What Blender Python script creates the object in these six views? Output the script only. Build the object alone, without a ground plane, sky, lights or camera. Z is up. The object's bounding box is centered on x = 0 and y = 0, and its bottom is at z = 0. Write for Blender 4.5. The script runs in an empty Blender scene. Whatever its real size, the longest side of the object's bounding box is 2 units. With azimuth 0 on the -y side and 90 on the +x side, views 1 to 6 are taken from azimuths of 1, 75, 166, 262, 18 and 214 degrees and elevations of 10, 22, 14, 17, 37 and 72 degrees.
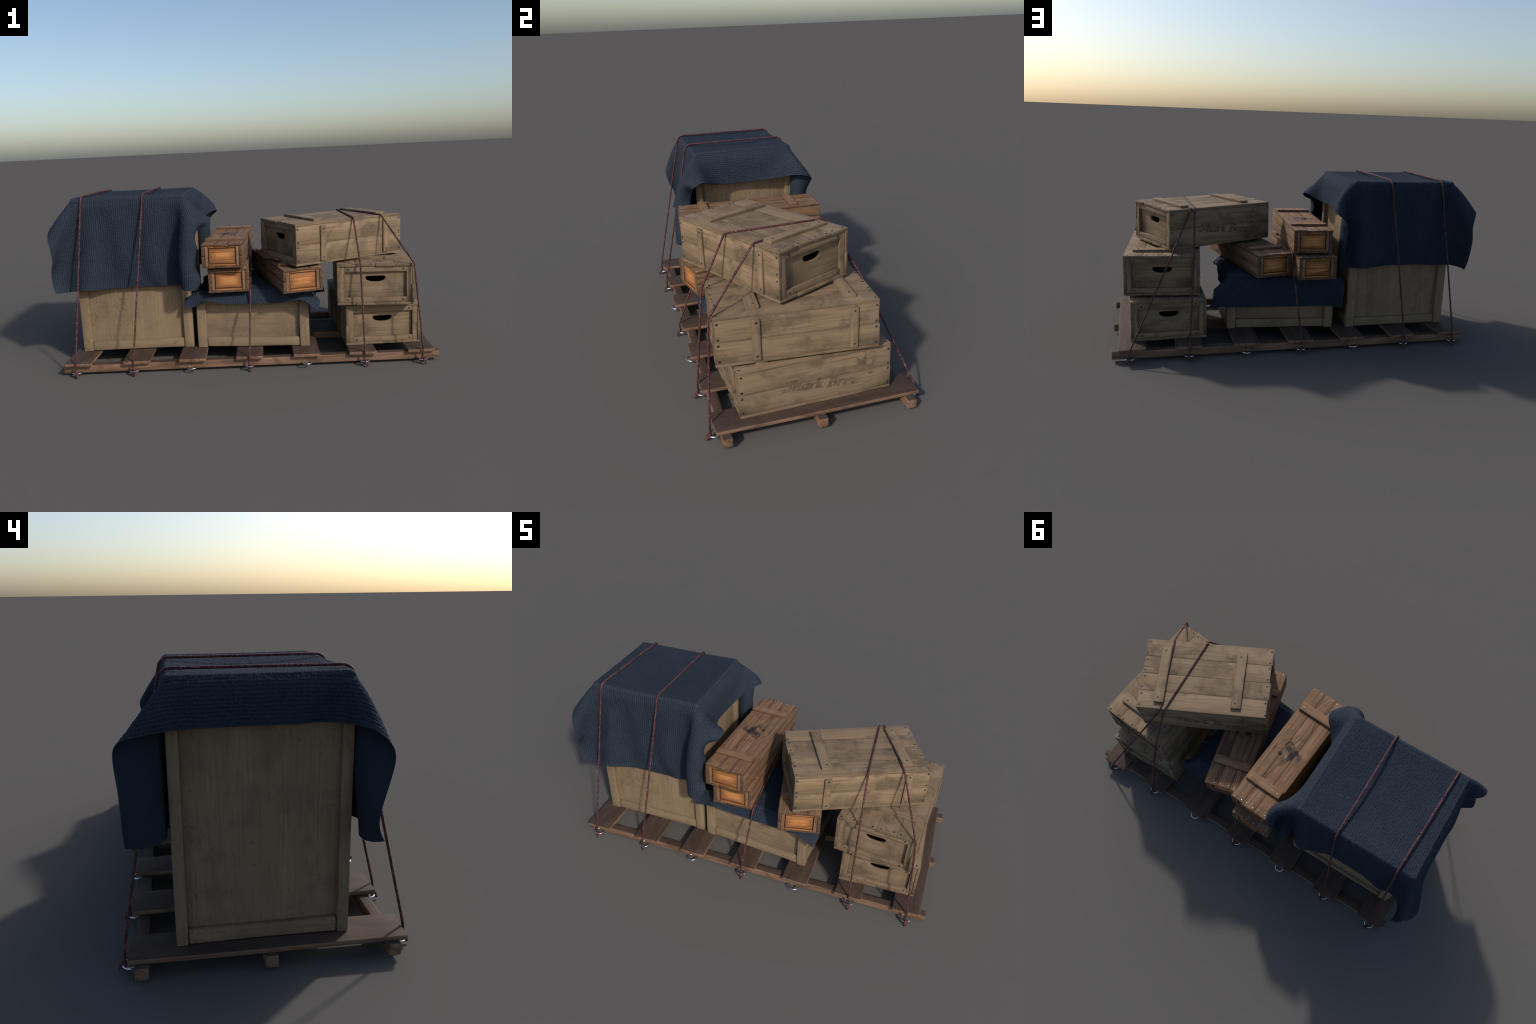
# A loaded freight pallet: a tall and a low panelled crate under knitted blankets,
# three long brown boxes, three bottle crates, all lashed down with red cord.
import bpy, bmesh, math, random
import numpy as np
from mathutils import Vector, Matrix

random.seed(11)
RNG = np.random.default_rng(11)
scene = bpy.context.scene
DEG = math.pi / 180.0


# ------------------------------------------------------------------ node helpers
class Tree:
    """Small wrapper that makes node graphs readable."""

    def __init__(self, name):
        self.mat = bpy.data.materials.new(name)
        self.mat.use_nodes = True
        self.nt = self.mat.node_tree
        self.nt.nodes.clear()
        self.out = self.nt.nodes.new("ShaderNodeOutputMaterial")
        self.bsdf = self.nt.nodes.new("ShaderNodeBsdfPrincipled")
        self.link(self.bsdf.outputs[0], self.out.inputs["Surface"])

    def node(self, kind, **props):
        n = self.nt.nodes.new(kind)
        for k, v in props.items():
            setattr(n, k, v)
        return n

    def link(self, a, b):
        self.nt.links.new(a, b)

    def put(self, sock, value):
        if isinstance(value, bpy.types.NodeSocket):
            self.link(value, sock)
        elif value is not None:
            if isinstance(value, tuple) and len(value) == 3 and sock.type == "RGBA":
                value = (*value, 1.0)
            sock.default_value = value

    def math(self, op, a, b=None, c=None, clamp=False):
        n = self.node("ShaderNodeMath", operation=op, use_clamp=clamp)
        for s, v in zip(n.inputs, (a, b, c)):
            self.put(s, v)
        return n.outputs[0]

    def vmath(self, op, a, b=None, scale=None):
        n = self.node("ShaderNodeVectorMath", operation=op)
        self.put(n.inputs[0], a)
        if b is not None:
            self.put(n.inputs[1], b)
        if scale is not None:
            self.put(n.inputs["Scale"], scale)
        return n.outputs["Value"] if op in ("LENGTH", "DISTANCE", "DOT_PRODUCT") else n.outputs["Vector"]

    def mix(self, fac, a, b, blend="MIX"):
        n = self.node("ShaderNodeMix", data_type="RGBA", blend_type=blend)
        self.put(n.inputs["Factor"], fac)
        self.put(n.inputs["A"], a)
        self.put(n.inputs["B"], b)
        return n.outputs["Result"]

    def noise(self, vec, scale, detail=3.0, rough=0.55, distortion=0.0):
        n = self.node("ShaderNodeTexNoise")
        self.put(n.inputs["Vector"], vec)
        n.inputs["Scale"].default_value = scale
        n.inputs["Detail"].default_value = detail
        n.inputs["Roughness"].default_value = rough
        n.inputs["Distortion"].default_value = distortion
        return n.outputs["Fac"]

    def smooth(self, x, lo, hi, to_lo=0.0, to_hi=1.0):
        n = self.node("ShaderNodeMapRange", interpolation_type="SMOOTHSTEP")
        self.put(n.inputs["Value"], x)
        for key, v in zip(("From Min", "From Max", "To Min", "To Max"), (lo, hi, to_lo, to_hi)):
            self.put(n.inputs[key], v)
        return n.outputs["Result"]

    def coords(self):
        return self.node("ShaderNodeTexCoord").outputs

    def rand(self):
        return self.node("ShaderNodeObjectInfo").outputs["Random"]

    def prop(self, name):
        n = self.node("ShaderNodeAttribute", attribute_type="OBJECT")
        n.attribute_name = '["%s"]' % name
        return n.outputs["Fac"]

    def xyz(self, vec):
        n = self.node("ShaderNodeSeparateXYZ")
        self.put(n.inputs[0], vec)
        return n.outputs

    def vec(self, x, y, z):
        n = self.node("ShaderNodeCombineXYZ")
        for s, v in zip(n.inputs, (x, y, z)):
            self.put(s, v)
        return n.outputs[0]

    def bump(self, height, strength, distance):
        n = self.node("ShaderNodeBump")
        n.inputs["Strength"].default_value = strength
        n.inputs["Distance"].default_value = distance
        self.put(n.inputs["Height"], height)
        self.link(n.outputs[0], self.bsdf.inputs["Normal"])

    def finish(self, colour, rough=0.8, spec=0.25, metal=0.0):
        self.put(self.bsdf.inputs["Base Color"], colour)
        self.put(self.bsdf.inputs["Roughness"], rough)
        self.put(self.bsdf.inputs["Specular IOR Level"], spec)
        self.put(self.bsdf.inputs["Metallic"], metal)
        return self.mat


def grain_coords(t):
    """Object coordinates (x along the grain) shifted by a random amount per piece."""
    obj = t.coords()["Object"]
    r = t.rand()
    off = t.vec(t.math("MULTIPLY", r, 37.0), t.math("MULTIPLY", r, 91.0), t.math("MULTIPLY", r, 53.0))
    return obj, t.vmath("ADD", obj, off), r


def edge_distance(t, obj):
    """Distance to the outline of a board's broad face, from its stored half sizes."""
    p = t.xyz(obj)
    dx = t.math("SUBTRACT", t.prop("half_length"), t.math("ABSOLUTE", p[0]))
    dy = t.math("SUBTRACT", t.prop("half_width"), t.math("ABSOLUTE", p[1]))
    return t.math("MINIMUM", dx, dy)


def figure_lines(t, g, lines, stretch, wander=1.0):
    """Annual-ring figure: contour lines of a noise field stretched along the grain."""
    field = t.noise(t.vmath("MULTIPLY", g, (stretch * wander, 9.0, 9.0)), 1.0, 1.5, 0.45)
    y = t.xyz(g)[1]
    phase = t.math("MULTIPLY_ADD", field, lines, t.math("MULTIPLY", y, lines * 2.2))
    return t.math("MULTIPLY_ADD", t.math("SINE", phase), 0.5, 0.5)


def fibre(t, g, fine=1.0):
    return t.noise(t.vmath("MULTIPLY", g, (5.0 * fine, 140.0 * fine, 140.0 * fine)), 1.0, 4.0, 0.62)


def tan_wood(name, base, pale, dark, dirt_and_shade, dirt_amount, spots=0.0, ink=None):
    t = Tree(name)
    obj, g, r = grain_coords(t)
    fib = fibre(t, g)
    tone = t.noise(t.vmath("MULTIPLY", g, (2.0, 16.0, 16.0)), 1.0, 3.0, 0.5)
    col = t.mix(t.smooth(tone, 0.3, 0.72), base, pale)
    col = t.mix(t.smooth(fib, 0.46, 0.70, 0.0, 0.68), col, dark)
    col = t.mix(t.smooth(t.math("SUBTRACT", r, 0.5), -0.5, 0.5, 0.0, 0.35), col, base)
    # soiled patches, heavier near the ends and lower half
    big = t.noise(g, 7.0, 4.0, 0.62, 0.4)
    fine = t.noise(g, 38.0, 5.0, 0.7, 0.6)
    mask = t.math("MULTIPLY", t.smooth(big, 0.47, 0.68), t.smooth(fine, 0.25, 0.7, 0.35, 1.0))
    mask = t.math("MULTIPLY", mask, dirt_amount, clamp=True)
    col = t.mix(mask, col, dirt_and_shade)
    soil = t.math("MULTIPLY", t.prop("soiled"), t.smooth(t.noise(g, 16.0, 4.0, 0.65), 0.28, 0.7, 0.35, 1.0))
    lowness = t.smooth(t.xyz(obj)[1], -0.045, 0.03, 1.0, 0.0)
    ends = t.smooth(t.math("SUBTRACT", t.prop("half_length"), t.math("ABSOLUTE", t.xyz(obj)[0])), 0.02, 0.15, 1.0, 0.15)
    col = t.mix(t.math("MULTIPLY", soil, t.math("MULTIPLY", lowness, ends, clamp=True), clamp=True), col, dirt_and_shade)
    # baked edge shade painted into the colour where boards meet
    d = edge_distance(t, obj)
    edge_shade = t.math("MULTIPLY", t.smooth(t.math("MULTIPLY_ADD", fine, -0.006, d), -0.003, 0.008, 1.0, 0.0), 0.24)
    col = t.mix(t.math("MULTIPLY", edge_shade, t.prop("grimy")), col, dirt_and_shade)
    if spots:
        s = t.noise(g, 26.0, 2.0, 0.5, 1.8)
        where = t.smooth(t.noise(g, 5.0, 2.0, 0.5), 0.5, 0.66)
        line = t.math("ABSOLUTE", t.math("SUBTRACT", s, 0.56))
        col = t.mix(t.math("MULTIPLY", t.math("MULTIPLY", t.smooth(line, 0.0, 0.035, 1.0, 0.0), where), spots), col, dark)
        dots = t.math("MULTIPLY", t.smooth(t.noise(g, 44.0, 1.0, 0.4), 0.70, 0.76), 0.6)
        col = t.mix(dots, col, dark)
    if ink:
        worn = t.smooth(t.noise(g, 60.0, 4.0, 0.7), 0.35, 0.65, 1.0, 0.55)
        fade = t.smooth(t.xyz(t.coords()["Generated"])[0], ink[1], ink[2], 1.0, 0.12)
        col = t.mix(t.math("MULTIPLY", t.math("MULTIPLY", worn, fade), ink[0]), col, tuple(c * 0.36 for c in dirt_and_shade))
    t.bump(t.math("MULTIPLY_ADD", fib, 1.0, t.math("MULTIPLY", big, 0.8)), 0.28, 0.0025)
    return t.finish(col, 0.78, 0.22)


def brown_wood(name, base, pale, dark, line_dark, outline=0.75, stamp=False, glow=None):
    t = Tree(name)
    obj, g, r = grain_coords(t)
    fib = fibre(t, g)
    tone = t.noise(t.vmath("MULTIPLY", g, (2.2, 20.0, 20.0)), 1.0, 3.0, 0.55)
    fig = figure_lines(t, g, 62.0, 1.2)
    col = t.mix(t.smooth(tone, 0.3, 0.7), base, pale)
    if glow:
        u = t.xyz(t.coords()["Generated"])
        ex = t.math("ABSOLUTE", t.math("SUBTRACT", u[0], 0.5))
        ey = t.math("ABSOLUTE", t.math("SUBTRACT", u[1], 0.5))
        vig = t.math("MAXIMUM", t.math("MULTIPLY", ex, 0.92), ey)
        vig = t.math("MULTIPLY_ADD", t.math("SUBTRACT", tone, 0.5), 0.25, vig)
        col = t.mix(t.smooth(vig, 0.12, 0.43), glow, col)  # bright centre falling to edge shade, painted into the colour
    where = t.smooth(t.noise(t.vmath("MULTIPLY", g, (1.5, 14.0, 14.0)), 1.0, 2.0, 0.5), 0.40, 0.62)
    streak = t.math("MULTIPLY", t.smooth(fig, 0.80, 1.0), where)
    col = t.mix(t.math("MULTIPLY", streak, 0.85 if glow else 0.55), col, line_dark)
    col = t.mix(t.smooth(fib, 0.47, 0.70, 0.0, 0.72), col, dark)
    hair = t.noise(t.vmath("MULTIPLY", g, (7.0, 320.0, 320.0)), 1.0, 2.0, 0.5)
    col = t.mix(t.math("MULTIPLY", t.smooth(hair, 0.58, 0.70, 0.0, 0.7), t.smooth(tone, 0.35, 0.6)), col, line_dark)
    blot = t.noise(g, 11.0, 4.0, 0.6)
    col = t.mix(t.smooth(blot, 0.52, 0.72, 0.0, 0.45), col, dark)
    fine = t.noise(g, 60.0, 3.0, 0.6)
    d = edge_distance(t, obj)
    rim = t.smooth(t.math("MULTIPLY_ADD", fine, -0.003, d), -0.0020, 0.0022, 0.8, 0.0)  # baked shade along board edges, painted as a dark outline
    col = t.mix(t.math("MULTIPLY", rim, outline), col, tuple(c * 0.45 for c in line_dark))
    wide = t.smooth(t.math("MULTIPLY_ADD", blot, -0.02, d), -0.012, 0.016, 0.30, 0.0)  # softer, wider edge shade, also put into the colour
    col = t.mix(t.math("MULTIPLY", wide, outline), col, dark)
    if stamp:
        # worn black stencil in the middle of the lid, continuous over its boards
        p = t.xyz(obj)
        along, across = p[0], t.math("ADD", p[1], t.prop("lid_offset"))
        wob = t.noise(t.vec(along, across, 0.0), 42.0, 3.0, 0.6)
        warp = t.math("MULTIPLY_ADD", wob, 0.020, -0.010)
        sx, sy = t.math("ADD", along, warp), t.math("ADD", across, t.math("MULTIPLY", warp, -1.0))

        def blob(cx, cy, rx, ry, soft=0.25):
            q = t.vec(t.math("DIVIDE", t.math("SUBTRACT", sx, cx), rx), t.math("DIVIDE", t.math("SUBTRACT", sy, cy), ry), 0.0)
            return t.smooth(t.vmath("LENGTH", q), 1.0 - soft, 1.0 + soft, 1.0, 0.0)

        def ring(cx, cy, rad, w):
            q = t.vec(t.math("SUBTRACT", sx, cx), t.math("SUBTRACT", sy, cy), 0.0)
            return t.smooth(t.math("ABSOLUTE", t.math("SUBTRACT", t.vmath("LENGTH", q), rad)), w * 0.5, w, 1.0, 0.0)

        shapes = [t.math("MULTIPLY", blob(0.004, 0.008, 0.026, 0.022, 0.5), 0.75), blob(-0.003, -0.012, 0.017, 0.016), blob(0.022, 0.020, 0.032, 0.017), blob(-0.004, 0.030, 0.013, 0.020),
                  blob(0.043, -0.036, 0.010, 0.013), t.math("MULTIPLY", blob(0.062, -0.010, 0.016, 0.012, 0.6), 0.6),
                  t.math("MULTIPLY", ring(-0.020, -0.017, 0.020, 0.005), 0.8), t.math("MULTIPLY", blob(0.012, 0.059, 0.022, 0.010, 0.5), 0.7),
                  t.math("MULTIPLY", blob(0.035, -0.076, 0.022, 0.006, 0.7), 0.45), t.math("MULTIPLY", blob(-0.018, -0.063, 0.014, 0.006, 0.7), 0.4)]
        m = shapes[0]
        for s in shapes[1:]:
            m = t.math("MAXIMUM", m, s)
        m = t.math("MULTIPLY", m, t.smooth(fib, 0.4, 0.8, 1.0, 0.7))
        m = t.math("MULTIPLY", m, t.smooth(t.noise(g, 34.0, 3.0, 0.6), 0.25, 0.48, 0.55, 1.0))
        col = t.mix(t.math("MULTIPLY", m, t.prop("stamped")), col, (0.016, 0.016, 0.019))
    t.bump(t.math("MULTIPLY_ADD", fib, 1.0, t.math("MULTIPLY", streak, -1.2)), 0.35, 0.0025)
    return t.finish(col, 0.74, 0.25)


def pallet_wood():
    t = Tree("weathered_pallet_wood")
    obj, g, r = grain_coords(t)
    fib = fibre(t, g)
    tone = t.noise(t.vmath("MULTIPLY", g, (3.0, 22.0, 22.0)), 1.0, 4.0, 0.6)
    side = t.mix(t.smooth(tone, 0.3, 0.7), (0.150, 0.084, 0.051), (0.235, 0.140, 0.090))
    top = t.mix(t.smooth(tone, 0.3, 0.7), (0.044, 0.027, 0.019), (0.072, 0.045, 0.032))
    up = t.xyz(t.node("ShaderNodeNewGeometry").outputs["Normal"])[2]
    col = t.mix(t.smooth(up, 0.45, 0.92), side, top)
    col = t.mix(t.smooth(fib, 0.45, 0.78, 0.0, 0.55), col, (0.055, 0.03, 0.021))
    col = t.mix(t.smooth(figure_lines(t, g, 38.0, 1.8), 0.75, 1.0, 0.0, 0.4), col, (0.04, 0.022, 0.016))
    col = t.mix(t.smooth(t.noise(g, 14.0, 3.0, 0.6), 0.5, 0.72, 0.0, 0.4), col, (0.075, 0.045, 0.033))
    t.bump(fib, 0.4, 0.003)
    return t.finish(col, 0.75, 0.28)


def cloth_material():
    t = Tree("blue_knit_blanket")
    obj = t.coords()["Object"]
    fuzz = t.noise(obj, 420.0, 3.0, 0.7)
    tone = t.noise(obj, 14.0, 3.0, 0.55)
    col = t.mix(t.smooth(tone, 0.3, 0.7), (0.0180, 0.0250, 0.0365), (0.0225, 0.0302, 0.0430))
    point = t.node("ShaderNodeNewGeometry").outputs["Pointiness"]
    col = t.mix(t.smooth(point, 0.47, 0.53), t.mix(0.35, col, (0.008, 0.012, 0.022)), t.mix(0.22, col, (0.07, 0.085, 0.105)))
    col = t.mix(t.smooth(fuzz, 0.35, 0.75, 0.0, 0.30), col, (0.010, 0.018, 0.036))
    t.bump(fuzz, 0.35, 0.002)
    return t.finish(col, 0.95, 0.08)


def rope_material():
    t = Tree("red_twisted_cord")
    obj = t.coords()["Object"]
    n = t.noise(obj, 170.0, 3.0, 0.65)
    long = t.noise(obj, 24.0, 2.0, 0.5)
    col = t.mix(t.smooth(long, 0.35, 0.65), (0.045, 0.011, 0.013), (0.080, 0.022, 0.024))
    col = t.mix(t.smooth(n, 0.52, 0.68, 0.0, 0.85), col, (0.27, 0.14, 0.135))
    col = t.mix(t.smooth(n, 0.28, 0.45, 0.8, 0.0), col, (0.016, 0.006, 0.008))
    t.bump(n, 0.5, 0.002)
    return t.finish(col, 0.7, 0.3)


def nail_material(name, colour, metal, rough):
    t = Tree(name)
    n = t.noise(t.coords()["Object"], 90.0, 2.0, 0.5)
    col = t.mix(t.smooth(n, 0.4, 0.7), colour, tuple(c * 0.45 for c in colour))
    return t.finish(col, rough, 0.5, metal)


def steel_material():
    t = Tree("bright_steel")
    n = t.noise(t.coords()["Object"], 60.0, 3.0, 0.5)
    col = t.mix(n, (0.52, 0.55, 0.60), (0.70, 0.73, 0.78))
    return t.finish(col, t.smooth(n, 0.3, 0.7, 0.18, 0.34), 0.5, 1.0)


BOTTLE = dict(base=(0.202, 0.139, 0.083), pale=(0.276, 0.194, 0.121), dark=(0.105, 0.070, 0.041), dirt_and_shade=(0.066, 0.049, 0.031))
M_BOTTLE = tan_wood("bottle_crate_wood", **BOTTLE, dirt_amount=0.75)
M_PRINT = tan_wood("faded_brown_print", **BOTTLE, dirt_amount=0.7, ink=(0.56, 0.80, 1.06))
M_MARK = tan_wood("faded_emblem_print", **BOTTLE, dirt_amount=0.7, ink=(0.40, 2.0, 3.0))
M_PANEL = tan_wood("pale_crate_wood", (0.208, 0.146, 0.088), (0.258, 0.185, 0.115), (0.128, 0.089, 0.054), (0.105, 0.077, 0.047), 0.5, spots=0.9)
M_BROWN = brown_wood("brown_box_wood", (0.172, 0.094, 0.050), (0.258, 0.149, 0.084), (0.070, 0.037, 0.022), (0.040, 0.020, 0.012), 0.6, stamp=True)
M_BROWN_END = brown_wood("brown_end_frame", (0.220, 0.122, 0.064), (0.295, 0.172, 0.096), (0.105, 0.057, 0.033), (0.06, 0.03, 0.018), 0.55)
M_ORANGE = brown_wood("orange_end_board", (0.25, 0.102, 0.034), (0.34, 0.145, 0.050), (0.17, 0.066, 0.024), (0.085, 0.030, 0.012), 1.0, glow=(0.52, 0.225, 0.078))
M_PALLET = pallet_wood()
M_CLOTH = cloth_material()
M_ROPE = rope_material()
M_NAIL_DARK = nail_material("dark_nail_iron", (0.045, 0.052, 0.068), 0.55, 0.42)
M_NAIL_BRIGHT = nail_material("bright_nail_iron", (0.36, 0.38, 0.42), 0.9, 0.32)
M_STEEL = steel_material()


# ------------------------------------------------------------------ object helpers
def add_object(name, data, parent=None):
    o = bpy.data.objects.new(name, data)
    scene.collection.objects.link(o)
    if parent is not None:
        o.parent = parent
    return o


def thing(name, loc, yaw, label, category):
    e = add_object(name, None)
    e.empty_display_size = 0.1
    e.location = loc
    e.rotation_euler = (0, 0, yaw)
    e["label"] = label
    e["category"] = category
    return e


def smooth_mesh(me, angle=40):
    me.shade_smooth()
    me.set_sharp_from_angle(angle=angle * DEG)


def frame(along, across):
    a, b = Vector(along).normalized(), Vector(across).normalized()
    return Matrix((a, b, a.cross(b))).transposed().to_4x4()


def board(name, size, centre, along, across, parent, mat, bevel=0.002, wobble=0.0012, **props):
    """A plank: size = (length, width, thickness); local x runs along its grain."""
    l, w, h = size
    bm = bmesh.new()
    cuts = max(2, int(l / 0.06))
    res = bmesh.ops.create_grid(bm, x_segments=cuts, y_segments=2, size=0.5)
    ext = bmesh.ops.extrude_face_region(bm, geom=bm.faces[:])
    for v in [g for g in ext["geom"] if isinstance(g, bmesh.types.BMVert)]:
        v.co.z = 1.0
    p1, p2, p3 = (random.uniform(0, 6.28) for _ in range(3))
    skew = random.uniform(-1, 1) * wobble
    for v in bm.verts:
        x, y, z = v.co.x, v.co.y, v.co.z - 0.5
        wave = wobble * 0.5 * math.sin(x * 7.0 + (p1 if y > 0 else p2)) if abs(y) > 0.4 else 0.0
        bow = wobble * 0.5 * math.sin(x * 4.0 + p3)
        endw = skew * 2.0 * y if abs(x) > 0.49 else 0.0
        v.co = (x * l + endw, y * w + wave, z * h + bow * 0.4)
    bm.normal_update()
    sharp = [e for e in bm.edges if len(e.link_faces) == 2 and e.calc_face_angle(0) > 0.9]
    bmesh.ops.bevel(bm, geom=sharp, offset=min(bevel, h * 0.4), segments=2, profile=0.6, affect="EDGES", clamp_overlap=True)
    bmesh.ops.recalc_face_normals(bm, faces=bm.faces[:])
    me = bpy.data.meshes.new(name)
    bm.to_mesh(me)
    bm.free()
    smooth_mesh(me, 38)
    me.materials.append(mat)
    o = add_object(name, me, parent)
    o.matrix_local = Matrix.Translation(centre) @ frame(along, across)
    o["half_length"], o["half_width"] = l / 2, w / 2
    o["soiled"] = float(props.get("soiled", 0.0))
    o["grimy"] = float(props.get("grimy", 1.0))
    o["lid_offset"] = float(props.get("lid_offset", 0.0))
    o["stamped"] = float(props.get("stamped", 0.0))
    return o


def nail_heads(parent, places, radius, mat):
    """All nail heads of one box: low domes, each at (point, outward normal)."""
    bm = bmesh.new()
    for point, normal in places:
        r = radius * random.uniform(0.85, 1.12)
        z = Vector(normal)
        x = z.orthogonal().normalized()
        y = z.cross(x)
        rings = []
        for rad, hgt in ((1.0, -0.3), (1.0, 0.12), (0.72, 0.32)):
            rings.append([bm.verts.new(Vector(point) + (x * math.cos(a) + y * math.sin(a)) * r * rad + z * r * hgt)
                          for a in (i * math.tau / 10 for i in range(10))])
        tip = bm.verts.new(Vector(point) + z * r * 0.40)
        for lo, hi in zip(rings, rings[1:]):
            for i in range(10):
                bm.faces.new((lo[i], lo[(i + 1) % 10], hi[(i + 1) % 10], hi[i]))
        for i in range(10):
            bm.faces.new((rings[-1][i], rings[-1][(i + 1) % 10], tip))
    me = bpy.data.meshes.new("nail_heads")
    bm.to_mesh(me)
    bm.free()
    smooth_mesh(me, 60)
    me.materials.append(mat)
    o = add_object("nail_heads", me, parent)
    o["kind"] = "stuff"
    return o


def curve_mesh(name, outlines, thickness, bevel=0.0):
    """Flat plate from closed 2D outlines (inner ones become holes)."""
    cu = bpy.data.curves.new(name, "CURVE")
    cu.dimensions = "2D"
    cu.fill_mode = "BOTH"
    cu.extrude = thickness / 2
    cu.bevel_depth = bevel
    cu.bevel_resolution = 1
    for pts in outlines:
        s = cu.splines.new("POLY")
        s.points.add(len(pts) - 1)
        for p, (x, y) in zip(s.points, pts):
            p.co = (x, y, 0, 1)
        s.use_cyclic_u = True
    tmp = bpy.data.objects.new("tmp", cu)
    scene.collection.objects.link(tmp)
    dg = bpy.context.evaluated_depsgraph_get()
    me = bpy.data.meshes.new_from_object(tmp.evaluated_get(dg))
    me.name = name
    bpy.data.objects.remove(tmp)
    bpy.data.curves.remove(cu)
    return me


# ------------------------------------------------------------------ pallet
DECK = 0.0725
pallet = thing("pallet", (0.02, 0, 0), 0, "dark weathered wooden pallet with steel lashing rings along both sides", "pallet")
off = Vector((-0.02, 0, 0))
for y, jx in ((-0.393, 0.0), (0.0, 0.004), (0.393, -0.004)):
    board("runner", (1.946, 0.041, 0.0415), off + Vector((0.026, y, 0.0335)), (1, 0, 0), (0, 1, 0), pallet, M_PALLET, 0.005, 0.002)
for i in range(7):
    x = -0.862 + 0.2938 * i
    board("deck_slat", (0.874, 0.139, 0.0175), off + Vector((x, random.uniform(-0.003, 0.003), DECK - 0.00875)),
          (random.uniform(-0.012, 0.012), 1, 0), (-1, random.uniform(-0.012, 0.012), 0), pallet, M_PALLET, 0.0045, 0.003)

RING_R, RING_T = 0.0235, 0.0037
ring_bm = bmesh.new()
seg, tube = 40, 10
loops = []
for i in range(seg):
    a = i * math.tau / seg
    loops.append([ring_bm.verts.new(((RING_R + RING_T * math.cos(b)) * math.cos(a), (RING_R + RING_T * math.cos(b)) * math.sin(a), RING_T * math.sin(b)))
                  for b in (j * math.tau / tube for j in range(tube))])
for i in range(seg):
    for j in range(tube):
        a, b = loops[i], loops[(i + 1) % seg]
        ring_bm.faces.new((a[j], b[j], b[(j + 1) % tube], a[(j + 1) % tube]))
ring_mesh = bpy.data.meshes.new("lashing_ring")
ring_bm.to_mesh(ring_mesh)
ring_bm.free()
ring_mesh.shade_smooth()
ring_mesh.materials.append(M_STEEL)


def ring_place(i, side):
    return Vector((-0.872 + 0.2967 * i, side * 0.4300, 0.0225))


for side in (-1, 1):
    for i in range(7):
        o = add_object("lashing_ring", ring_mesh, pallet)
        o.location = off + ring_place(i, side)
        o.rotation_euler = (random.uniform(-0.06, 0.06), random.uniform(-0.05, 0.05), 0)


# ------------------------------------------------------------------ panelled crates
def panelled_crate(name, centre, yaw, height, vertical_grain, label):
    hx, hy = 0.300, 0.2720
    px, py = 0.050, 0.036          # post size
    c = thing(name, (centre[0], centre[1], DECK + 0.001), yaw, label, "wooden crate")
    for sx in (-1, 1):
        for sy in (-1, 1):
            board("corner_post", (height, px, py), (sx * (hx - px / 2), sy * (hy - py / 2), height / 2), (0, 0, 1), (1, 0, 0), c, M_PANEL, 0.0065, 0.0015, grimy=0.5)
    rail = 0.049
    for s in (-1, 1):
        for z in (rail / 2 + 0.003, height - rail / 2 - 0.002):
            board("rail", (2 * (hx - px) - 0.004, rail, 0.022), (0, s * (hy - 0.0165), z), (1, 0, 0), (0, 0, 1), c, M_PANEL, 0.006, 0.0015, grimy=0.6)
            board("rail", (2 * (hy - py) - 0.004, rail, 0.022), (s * (hx - 0.0165), 0, z), (0, 1, 0), (0, 0, 1), c, M_PANEL, 0.006, 0.0015, grimy=0.6)
        lo, hi = 0.02, height - 0.02
        for axis in (0, 1):
            width = 2 * (hx - 0.02) if axis == 0 else 2 * (hy - 0.02)
            pos = (0, s * (hy - 0.030), (lo + hi) / 2) if axis == 0 else (s * (hx - 0.030), 0, (lo + hi) / 2)
            flat = (1, 0, 0) if axis == 0 else (0, 1, 0)
            if vertical_grain:
                board("side_panel", (hi - lo, width, 0.012), pos, (0, 0, 1), flat, c, M_PANEL, 0.001, 0, grimy=0.4)
            else:
                board("side_panel", (width, hi - lo, 0.012), pos, flat, (0, 0, 1), c, M_PANEL, 0.001, 0, grimy=0.4)
    board("crate_top", (2 * hx - 0.03, 2 * hy - 0.03, 0.012), (0, 0, height - 0.024), (1, 0, 0), (0, 1, 0), c, M_PANEL, 0.001, 0)
    return c


TALL_C, TALL_YAW, TALL_TOP = (-0.5823, 0.0155), 0.16 * DEG, 0.904
LOW_C, LOW_YAW, LOW_TOP = (0.0662, -0.0251), -5.3 * DEG, 0.382
panelled_crate("tall_crate", TALL_C, TALL_YAW, TALL_TOP - 0.022 - DECK - 0.001, True, "tall pale wooden crate with corner posts and recessed panels")
panelled_crate("low_crate", LOW_C, LOW_YAW, LOW_TOP - 0.020 - DECK - 0.001, False, "low pale wooden crate with corner posts and recessed panels")


# ------------------------------------------------------------------ bottle crates
def handle_outline(w, h, zc):
    """Hand hole: straight top edge, sagging rounded bottom."""
    pts = []
    r = h * 0.36
    for a in np.linspace(90, 180, 6):
        pts.append((-w / 2 + r + r * math.cos(a * DEG), zc + h / 2 - r + r * math.sin(a * DEG)))
    for s in np.linspace(-1, 1, 17)[1:-1]:
        x = s * (w / 2)
        pts.append((x, zc + h / 2 - r - (h - r) * (1 - abs(s) ** 2.6) ** 0.62))
    for a in np.linspace(0, 90, 6):
        pts.append((w / 2 - r + r * math.cos(a * DEG), zc + h / 2 - r + r * math.sin(a * DEG)))
    return pts


BL, BW, BH, BT = 0.660, 0.391, 0.2125, 0.0115


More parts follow.
